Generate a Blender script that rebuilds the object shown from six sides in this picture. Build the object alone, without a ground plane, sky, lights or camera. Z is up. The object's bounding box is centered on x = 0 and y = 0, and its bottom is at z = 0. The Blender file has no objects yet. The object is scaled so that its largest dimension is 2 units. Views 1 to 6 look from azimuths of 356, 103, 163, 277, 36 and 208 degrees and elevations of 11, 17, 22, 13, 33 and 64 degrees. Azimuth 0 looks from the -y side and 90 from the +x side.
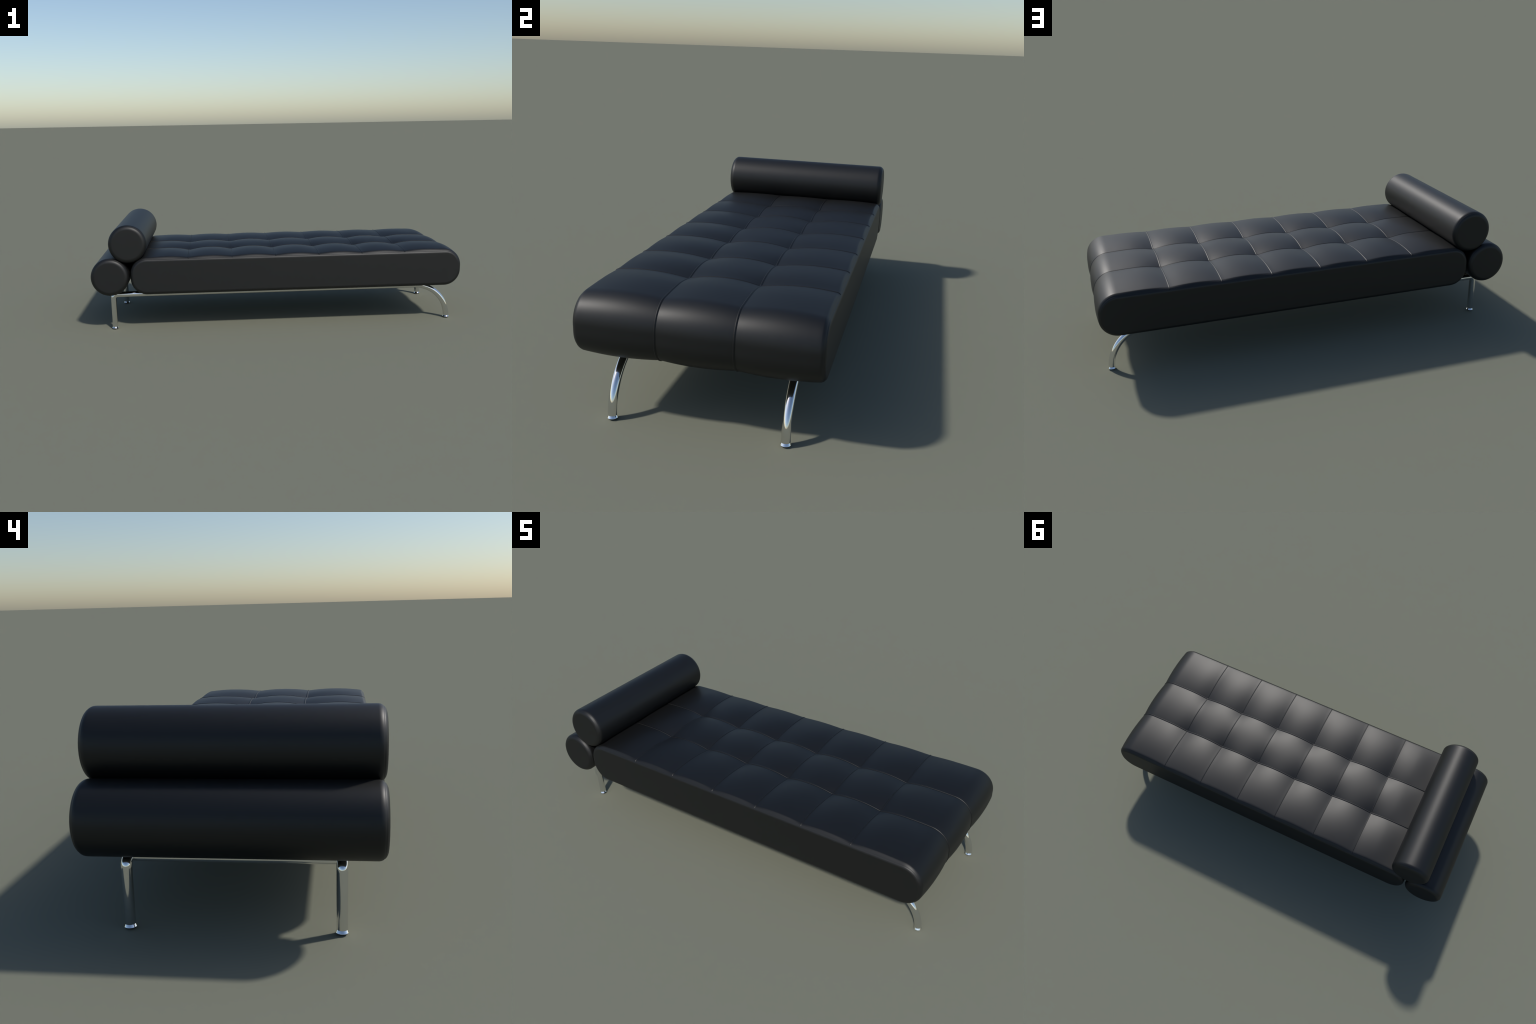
"""Black leather daybed: tufted mattress, two stacked bolsters, bent chrome tube frame."""
import bpy
import math
from mathutils import Vector

PI = math.pi

# ------------------------------------------------------------------ sizes (m)
XC = 0.1                 # middle of the mattress along its length
HALF_L = 0.8922          # half length at the side faces (ends bulge beyond this)
HEAD_SHORT = 0.0040      # the head end stops this much shorter
Z_BOT, Z_TOP = 0.2098, 0.4035
CORNER_R = 0.085         # rounded ends of the mattress side profile
FACE_Y = 0.392           # flat side faces
FILLET = 0.018           # rounding between cover and side face
ROW_Y = 0.1225           # lengthwise seams at +-ROW_Y
EDGE_SWELL = 0.0013      # constant swell along the edge seam
EDGE_Y = 0.385           # where the outer rows' crown comes down to the edge
SEAM_STEP = 0.2329       # spacing of cross seams
# lapped seam ridges: width on the -axis side, width on the +axis side, height
ROW_WELT = (0.0036, 0.0066, 0.0026)
CROSS_WELT = (0.0025, 0.0048, 0.0018)
SKIRT = (0.0011, 0.010)         # leather lifting towards a cross seam: height, reach
N_CROSS = 6
SEAM_X = [XC + (i - (N_CROSS - 1) / 2) * SEAM_STEP for i in range(N_CROSS)]
HALF_CELL = SEAM_STEP / 2

BOLSTER_R = 0.1008
BOLSTER_END = 0.3932
BOLSTER_FILLET = 0.024
BOLSTER_SEAM = math.radians(38)   # where the end cap is sewn on, along the rounding
LOWER_BOLSTER = (-0.8992, 0.3066)
UPPER_BOLSTER = (-0.7992, 0.4818)

TUBE_R = 0.0150
RAIL_Y = 0.2815
RAIL_Z = 0.1907
REAR_X = -0.8972         # upright legs under the bolsters
REAR_BEND = 0.021
FRONT_X = 0.9565         # legs that sweep down in a quarter circle
FRONT_BEND = 0.184
FOOT_H = 0.0125


# ------------------------------------------------------------------ materials
def leather_material(name, roughness, specular):
    m = bpy.data.materials.new(name)
    m.use_nodes = True
    nt = m.node_tree
    b = nt.nodes["Principled BSDF"]
    tc = nt.nodes.new("ShaderNodeTexCoord")
    grain = nt.nodes.new("ShaderNodeTexNoise")
    grain.inputs["Scale"].default_value = 260.0
    grain.inputs["Detail"].default_value = 3.0
    nt.links.new(tc.outputs["Object"], grain.inputs["Vector"])
    col = nt.nodes.new("ShaderNodeValToRGB")
    col.color_ramp.elements[0].position = 0.3
    col.color_ramp.elements[0].color = (0.0027, 0.0030, 0.0032, 1)
    col.color_ramp.elements[1].position = 0.7
    col.color_ramp.elements[1].color = (0.0037, 0.0040, 0.0042, 1)
    nt.links.new(grain.outputs["Fac"], col.inputs["Fac"])
    nt.links.new(col.outputs["Color"], b.inputs["Base Color"])
    b.inputs["Roughness"].default_value = roughness
    b.inputs["Specular IOR Level"].default_value = specular
    bump = nt.nodes.new("ShaderNodeBump")
    bump.inputs["Strength"].default_value = 0.02
    bump.inputs["Distance"].default_value = 0.0005
    nt.links.new(grain.outputs["Fac"], bump.inputs["Height"])
    nt.links.new(bump.outputs["Normal"], b.inputs["Normal"])
    return m


def chrome_material():
    m = bpy.data.materials.new("polished_chrome")
    m.use_nodes = True
    nt = m.node_tree
    b = nt.nodes["Principled BSDF"]
    b.inputs["Metallic"].default_value = 1.0
    tc = nt.nodes.new("ShaderNodeTexCoord")
    n = nt.nodes.new("ShaderNodeTexNoise")
    n.inputs["Scale"].default_value = 30.0
    nt.links.new(tc.outputs["Object"], n.inputs["Vector"])
    col = nt.nodes.new("ShaderNodeValToRGB")
    col.color_ramp.elements[0].color = (0.80, 0.80, 0.80, 1)
    col.color_ramp.elements[1].color = (0.83, 0.83, 0.83, 1)
    nt.links.new(n.outputs["Fac"], col.inputs["Fac"])
    nt.links.new(col.outputs["Color"], b.inputs["Base Color"])
    b.inputs["Roughness"].default_value = 0.06
    return m


def dark_rim_material():
    m = bpy.data.materials.new("dark_rim")
    m.use_nodes = True
    b = m.node_tree.nodes["Principled BSDF"]
    b.inputs["Base Color"].default_value = (0.012, 0.012, 0.012, 1)
    b.inputs["Roughness"].default_value = 0.6
    return m


LEATHER = leather_material("black_leather", 0.5, 0.5)
DIMMED_GLINT_LEATHER = leather_material("black_leather_dimmed_glint", 0.52, 0.42)  # same leather, gloss lowered so pale sky and sun lines on ridges fade
CHROME = chrome_material()
DARK_RIM = dark_rim_material()


# ------------------------------------------------------------------ helpers
def empty(name, parent=None):
    o = bpy.data.objects.new(name, None)
    bpy.context.collection.objects.link(o)
    o.parent = parent
    return o


def mesh_object(name, verts, faces, mat, parent, normals=None, flip=False):
    me = bpy.data.meshes.new(name)
    if flip:
        faces = [tuple(reversed(f)) for f in faces]
    me.from_pydata([tuple(v) for v in verts], [], faces)
    me.update()
    for p in me.polygons:
        p.use_smooth = True
    me.materials.append(mat)
    if normals is not None:
        me.normals_split_custom_set_from_vertices([tuple(n) for n in normals])
    o = bpy.data.objects.new(name, me)
    bpy.context.collection.objects.link(o)
    o.parent = parent
    return o


def grid_faces(n_rows, n_cols, close_cols=False):
    out = []
    for i in range(n_rows - 1):
        for j in range(n_cols if close_cols else n_cols - 1):
            k = (j + 1) % n_cols
            out.append((i * n_cols + j, i * n_cols + k,
                        (i + 1) * n_cols + k, (i + 1) * n_cols + j))
    return out


def smooth01(t):
    t = min(1.0, max(0.0, t))
    return t * t * (3 - 2 * t)


# ------------------------------------------------------------------ mattress shape
# The cover is a loop in the XZ plane (rounded rectangle) swept across y; the
# loop parameter s is arc length from the middle of the top, positive to +x.
STRAIGHT = HALF_L - CORNER_R
ARC = CORNER_R * PI / 2
SIDE = (Z_TOP - Z_BOT) - 2 * CORNER_R
HALF_LOOP = 2 * STRAIGHT + 2 * ARC + SIDE


def loop_point(s):
    """Point and outward normal of the mattress profile at arc length s."""
    sg = 1.0 if s >= 0 else -1.0
    a = abs(s)
    zt, zb = Z_TOP - CORNER_R, Z_BOT + CORNER_R
    if a <= STRAIGHT:
        x, z, nx, nz = a, Z_TOP, 0.0, 1.0
    elif a <= STRAIGHT + ARC:
        t = (a - STRAIGHT) / CORNER_R
        nx, nz = math.sin(t), math.cos(t)
        x, z = STRAIGHT + CORNER_R * nx, zt + CORNER_R * nz
    elif a <= STRAIGHT + ARC + SIDE:
        x, z, nx, nz = HALF_L, zt - (a - STRAIGHT - ARC), 1.0, 0.0
    elif a <= STRAIGHT + 2 * ARC + SIDE:
        t = PI / 2 + (a - STRAIGHT - ARC - SIDE) / CORNER_R
        nx, nz = math.sin(t), math.cos(t)
        x, z = STRAIGHT + CORNER_R * nx, zb + CORNER_R * nz
    else:
        x, z, nx, nz = STRAIGHT - (a - STRAIGHT - 2 * ARC - SIDE), Z_BOT, 0.0, -1.0
    if sg < 0 and x > LAST_SEAM:
        x = LAST_SEAM + (x - LAST_SEAM) * (1 - HEAD_SHORT / (HALF_L - LAST_SEAM))
    return XC + sg * x, z, sg * nx, nz


END_S = STRAIGHT + ARC + SIDE / 2        # middle of the end
LAST_SEAM = SEAM_X[-1] - XC


def along(s, at_seam, crown, at_end, at_bottom):
    """Swell of one lengthwise line: dips at cross seams, crowns between them,
    runs smoothly round the end to the underside."""
    a = abs(s)
    if a <= LAST_SEAM:
        u = ((a / SEAM_STEP) + 0.5) % 1.0 * 2 - 1
        return crown - (crown - at_seam) * u * u
    q = a - LAST_SEAM
    if q <= HALF_CELL:
        w = 1 - q / HALF_CELL
        return crown - (crown - at_seam) * w * w
    e = END_S - LAST_SEAM
    if q <= e:
        return crown + (at_end - crown) * smooth01((q - HALF_CELL) / (e - HALF_CELL))
    return at_end + (at_bottom - at_end) * smooth01((q - e) / 0.20)


def swell(s, y):
    """Outward offset of the leather from the base profile."""
    ay = abs(y)
    near = min(abs(XC + s - x) for x in SEAM_X)
    lift = SKIRT[0] * math.exp(-near / SKIRT[1])
    return lift + base_swell(s, ay)


def base_swell(s, ay):
    # the upper bolster presses the head end flat
    press = smooth01((-s - LAST_SEAM - 0.10) / 0.12)
    d_row = along(s, -0.0066, 0.0090, 0.0000, 0.0030) + 0.0015 * press
    if ay <= ROW_Y:
        mid = along(s, 0.0104, 0.0185, 0.0078, 0.0095) - 0.0045 * press
        v = ay / ROW_Y
        return mid - (mid - d_row) * v * v
    mid = along(s, 0.0081, 0.0185, 0.0078, 0.0095) - 0.0045 * press
    edge = along(s, -0.0001, 0.0060, 0.0013, 0.0013)
    t = (ay - ROW_Y) / (EDGE_Y - ROW_Y)
    return d_row + (edge - d_row) * t + (mid - 0.5 * (d_row + edge)) * 4 * t * (1 - t)


def cover_point(s, y, extra=0.0):
    x, z, nx, nz = loop_point(s)
    d = swell(s, y) + extra
    return Vector((x + nx * d, y, z + nz * d))


def fillet_point(s, phi, sign):
    """Rounded edge; phi 0 = cover, 90 deg = side face; creased at 45 deg."""
    y0 = FACE_Y - FILLET
    y = y0 + FILLET * math.sin(phi)
    crease = 0.0006 * math.exp(-((phi - PI / 4) / math.radians(7)) ** 2)
    x, z, nx, nz = loop_point(s)
    # the waviness of the cover dies out at the seam, the side face is straight
    w = smooth01(phi / (PI / 4))
    d = swell(s, y) * (1 - w) + EDGE_SWELL * w - FILLET * (1 - math.cos(phi)) - crease * 0.7
    return Vector((x + nx * d, sign * (y - crease * 0.7), z + nz * d))


def s_samples(s0, s1, step):
    """Arc-length samples, always hitting the profile's own joints."""
    marks = {s0, s1}
    for k in (STRAIGHT, STRAIGHT + ARC, STRAIGHT + ARC + SIDE, STRAIGHT + 2 * ARC + SIDE):
        for sg in (-1, 1):
            if s0 < sg * k < s1:
                marks.add(sg * k)
    marks = sorted(marks)
    out = [marks[0]]
    for a, b in zip(marks, marks[1:]):
        n = max(1, int(math.ceil((b - a) / step)))
        out += [a + (b - a) * i / n for i in range(1, n + 1)]
    return out


def lin(a, b, n):
    return [a + (b - a) * i / n for i in range(n + 1)]


def build_mattress(parent):
    mattress = empty("mattress", parent)
    # columns of each row: lists of functions of s giving the surface point
    inner = [("y", y) for y in lin(-ROW_Y, ROW_Y, 28)]
    half_fillet = lin(0, PI / 4, 8)[1:]
    outer_pos = [("y", y) for y in lin(ROW_Y, FACE_Y - FILLET, 30)] + [("f", p) for p in half_fillet]

    def outer(sign):
        cols = [(k, v, sign) for k, v in outer_pos]
        return cols if sign > 0 else cols[::-1]

    rows = [outer(-1), [(k, v, 1) for k, v in inner], outer(1)]
    seams = [x - XC for x in SEAM_X]
    spans = [(a, b) for a, b in zip(seams, seams[1:])]
    wrap = (seams[-1], 2 * HALF_LOOP + seams[0])     # round the ends and underneath

    def wrap_s(s):
        return s - 2 * HALF_LOOP if s > HALF_LOOP else s

    def wrap_samples():
        first = s_samples(seams[-1], HALF_LOOP, 0.008)
        second = s_samples(-HALF_LOOP, seams[0], 0.008)
        return first + second[1:]

    for cols in rows:
        for span in spans + [wrap]:
            ss = wrap_samples() if span is wrap else s_samples(span[0], span[1], 0.008)
            verts = []
            for s in ss:
                s = wrap_s(s)
                for kind, v, sign in cols:
                    if kind == "y":
                        verts.append(cover_point(s, v * sign))
                    else:
                        verts.append(fillet_point(s, v, sign))
            mesh_object("quilted_panel", verts, grid_faces(len(ss), len(cols)),
                        LEATHER, mattress, flip=True)

    # side panels: outer half of the rounding and the flat face
    loop_s = s_samples(-HALF_LOOP, HALF_LOOP, 0.008)[:-1]
    n = len(loop_s)
    for sign in (-1, 1):
        rings = [[fillet_point(s, p, sign) for s in loop_s] for p in lin(PI / 4, PI / 2, 10)]
        rim = rings[-1]
        for k in (0.06, 0.2, 0.5, 0.85):
            ring = []
            for p in rim:
                sx = min(max(p.x, XC - STRAIGHT), XC + STRAIGHT)
                c = Vector((sx, p.y, (Z_TOP + Z_BOT) / 2))
                ring.append(p.lerp(c, k))
            rings.append(ring)
        verts = [v for r in rings for v in r]
        faces = grid_faces(len(rings), n, True)
        faces.append(tuple(range((len(rings) - 1) * n, len(rings) * n)))
        mesh_object("side_panel", verts, faces, LEATHER, mattress, flip=sign < 0)

    # seam welts: low rounded ridges sewn over the seams
    def welt(rows_of_points, closed):
        m = len(rows_of_points[0])
        verts = [p for r in rows_of_points for p in r]
        faces = grid_faces(len(rows_of_points), m)
        if closed:
            last = (len(rows_of_points) - 1) * m
            faces += [(last + j, last + j + 1, j + 1, j) for j in range(m - 1)]
        mesh_object("seam_welt", verts, faces, DIMMED_GLINT_LEATHER, mattress, flip=True)

    def ridge(t, h):
        """Ridge height over the leather; the rim sinks just below it."""
        return h * 0.5 * (1 + math.cos(PI * t)) - 0.0003 * t * t

    cross = lin(-1, 1, 20)

    def offset(t, spec):
        return t * (spec[0] if t < 0 else spec[1])

    for sign in (-1, 1):
        strip = [[cover_point(s, sign * ROW_Y + offset(t, ROW_WELT), ridge(t, ROW_WELT[2])) for t in cross]
                 for s in s_samples(-HALF_LOOP, HALF_LOOP, 0.006)[:-1]]
        welt(strip, True)
    for s0 in seams:
        strip = []
        top_y = lin(-FACE_Y + FILLET, FACE_Y - FILLET, 150)
        rim = lin(0, PI / 4, 8)[1:]
        for p in reversed(rim):
            strip.append([fillet_point(s0 + offset(t, CROSS_WELT), p, -1)
                          + Vector((0, -math.sin(p), math.cos(p))) * ridge(t, CROSS_WELT[2]) for t in cross])
        for y in top_y:
            strip.append([cover_point(s0 + offset(t, CROSS_WELT), y, ridge(t, CROSS_WELT[2])) for t in cross])
        for p in rim:
            strip.append([fillet_point(s0 + offset(t, CROSS_WELT), p, 1)
                          + Vector((0, math.sin(p), math.cos(p))) * ridge(t, CROSS_WELT[2]) for t in cross])
        welt([r[::-1] for r in strip], False)
    return mattress


# ------------------------------------------------------------------ bolsters
def build_bolster(parent, centre):
    cx, cz = centre
    seg = 160

    def ring(y, r):
        return [Vector((cx + r * math.sin(2 * PI * j / seg), y, cz + r * math.cos(2 * PI * j / seg)))
                for j in range(seg)]

    def fillet(phi):
        c = 0.0005 * math.exp(-((phi - BOLSTER_SEAM) / math.radians(5)) ** 2)
        y = BOLSTER_END - BOLSTER_FILLET + BOLSTER_FILLET * math.sin(phi) - 0.7 * c
        r = BOLSTER_R - BOLSTER_FILLET + BOLSTER_FILLET * math.cos(phi) - 0.7 * c
        return y, r

    prof = [fillet(p) for p in lin(0, BOLSTER_SEAM, 12)]
    flank = [(y, BOLSTER_R) for y in lin(-0.34, 0.34, 24)]
    body = [(-y, r) for y, r in reversed(prof)] + flank + prof
    verts = [v for y, r in body for v in ring(y, r)]
    bolster = mesh_object("bolster", verts, grid_faces(len(body), seg, True), LEATHER, parent)
    for sign in (-1, 1):
        cap = [fillet(p) for p in lin(BOLSTER_SEAM, PI / 2, 16)]
        y_end, r_end = cap[-1]
        cap += [(y_end, r_end * k) for k in (0.9, 0.6, 0.25)]
        verts = [v for y, r in cap for v in ring(sign * y, r)]
        faces = grid_faces(len(cap), seg, True)
        faces.append(tuple(range((len(cap) - 1) * seg, len(cap) * seg)))
        mesh_object("end_cap", verts, faces, LEATHER, bolster, flip=sign < 0)
    return bolster


# ------------------------------------------------------------------ chrome frame
def tube(name, path, parent, radius, cap_start=False, cap_end=False):
    """Round tube along (point, tangent) samples lying in a vertical xz plane."""
    m = 40
    verts, norms = [], []
    for p, t in path:
        side = Vector((0, 1, 0)) if abs(t.y) < 0.5 else Vector((1, 0, 0))
        up = t.cross(side).normalized()
        for j in range(m):
            a = 2 * PI * j / m
            n = side * math.cos(a) + up * math.sin(a)
            verts.append(p + n * radius)
            norms.append(n)
    faces = grid_faces(len(path), m, True)
    for flag, k in ((cap_start, 0), (cap_end, len(path) - 1)):
        if flag:
            base = len(verts)
            t = path[k][1] * (-1 if k == 0 else 1)
            for j in range(m):
                verts.append(verts[k * m + j].copy())
                norms.append(t)
            f = tuple(range(base, base + m))
            faces.append(f[::-1] if k == 0 else f)
    return mesh_object(name, verts, faces, CHROME, parent, norms)


def build_foot(parent, x, y):
    seg = 48
    # (radius, height): hidden neck inside the tube, flared skirt, lip
    prof = [(0.0105, FOOT_H + 0.004), (0.0131, FOOT_H + 0.0005), (0.0168, 0.0047),
            (0.0172, 0.0040), (0.0171, 0.0033), (0.0164, 0.0026), (0.0150, 0.0024)]
    verts = [Vector((x + r * math.cos(2 * PI * j / seg), y + r * math.sin(2 * PI * j / seg), z))
             for r, z in prof for j in range(seg)]
    faces = grid_faces(len(prof), seg, True)
    faces.append(tuple(range(seg))[::-1])
    faces.append(tuple(range((len(prof) - 1) * seg, len(prof) * seg)))
    foot = mesh_object("foot", verts, faces, CHROME, parent, flip=True)
    foot.data.set_sharp_from_angle(angle=math.radians(35))
    rim_prof = [(0.0150, 0.0030), (0.0152, 0.0008), (0.0146, 0.0)]
    verts = [Vector((x + r * math.cos(2 * PI * j / seg), y + r * math.sin(2 * PI * j / seg), z))
             for r, z in rim_prof for j in range(seg)]
    faces = grid_faces(len(rim_prof), seg, True)
    faces.append(tuple(range((len(rim_prof) - 1) * seg, len(rim_prof) * seg)))
    faces.append(tuple(range(seg))[::-1])
    o = mesh_object("dark_foot_rim", verts, faces, DARK_RIM, foot, flip=True)
    o.data.set_sharp_from_angle(angle=math.radians(35))


def build_frame(parent):
    frame = empty("frame", parent)
    for y in (-RAIL_Y, RAIL_Y):
        def pt(x, z):
            return Vector((x, y, z))

        # upright leg with a tight bend into the rail
        leg = [(pt(REAR_X, z), Vector((0, 0, 1))) for z in lin(FOOT_H - 0.0005, RAIL_Z - REAR_BEND, 12)]
        for a in lin(0, PI / 2, 20)[1:]:
            leg.append((pt(REAR_X + REAR_BEND * (1 - math.cos(a)), RAIL_Z - REAR_BEND + REAR_BEND * math.sin(a)),
                        Vector((math.sin(a), 0, math.cos(a)))))
        tube("leg", leg, frame, TUBE_R, cap_start=True)
        # long side rail
        x0, x1 = REAR_X + REAR_BEND, FRONT_X - FRONT_BEND
        rail = [(pt(x, RAIL_Z), Vector((1, 0, 0))) for x in lin(x0, x1, 40)]
        tube("side_rail", rail, frame, TUBE_R)
        # swept leg: quarter circle to the floor
        zc = RAIL_Z - FRONT_BEND
        stop = math.acos((FOOT_H - 0.0005 - zc) / FRONT_BEND)
        leg = [(pt(x1 + FRONT_BEND * math.sin(a), zc + FRONT_BEND * math.cos(a)),
                Vector((math.cos(a), 0, -math.sin(a)))) for a in lin(0, stop, 64)]
        tube("leg", leg, frame, TUBE_R, cap_end=True)
        build_foot(frame, REAR_X, y)
        build_foot(frame, FRONT_X, y)
    for x, r in ((REAR_X + 0.0285, 0.0135), (FRONT_X - FRONT_BEND + 0.02, 0.0130)):
        path = [(Vector((x, y, RAIL_Z)), Vector((0, 1, 0))) for y in lin(-RAIL_Y + 0.006, RAIL_Y - 0.006, 20)]
        tube("crossbar", path, frame, r)
    return frame


daybed = empty("daybed")
daybed["label"] = "black leather tufted daybed with two bolsters and chrome tube legs"
daybed["category"] = "daybed"
build_frame(daybed)
build_mattress(daybed)
build_bolster(daybed, LOWER_BOLSTER)
build_bolster(daybed, UPPER_BOLSTER)
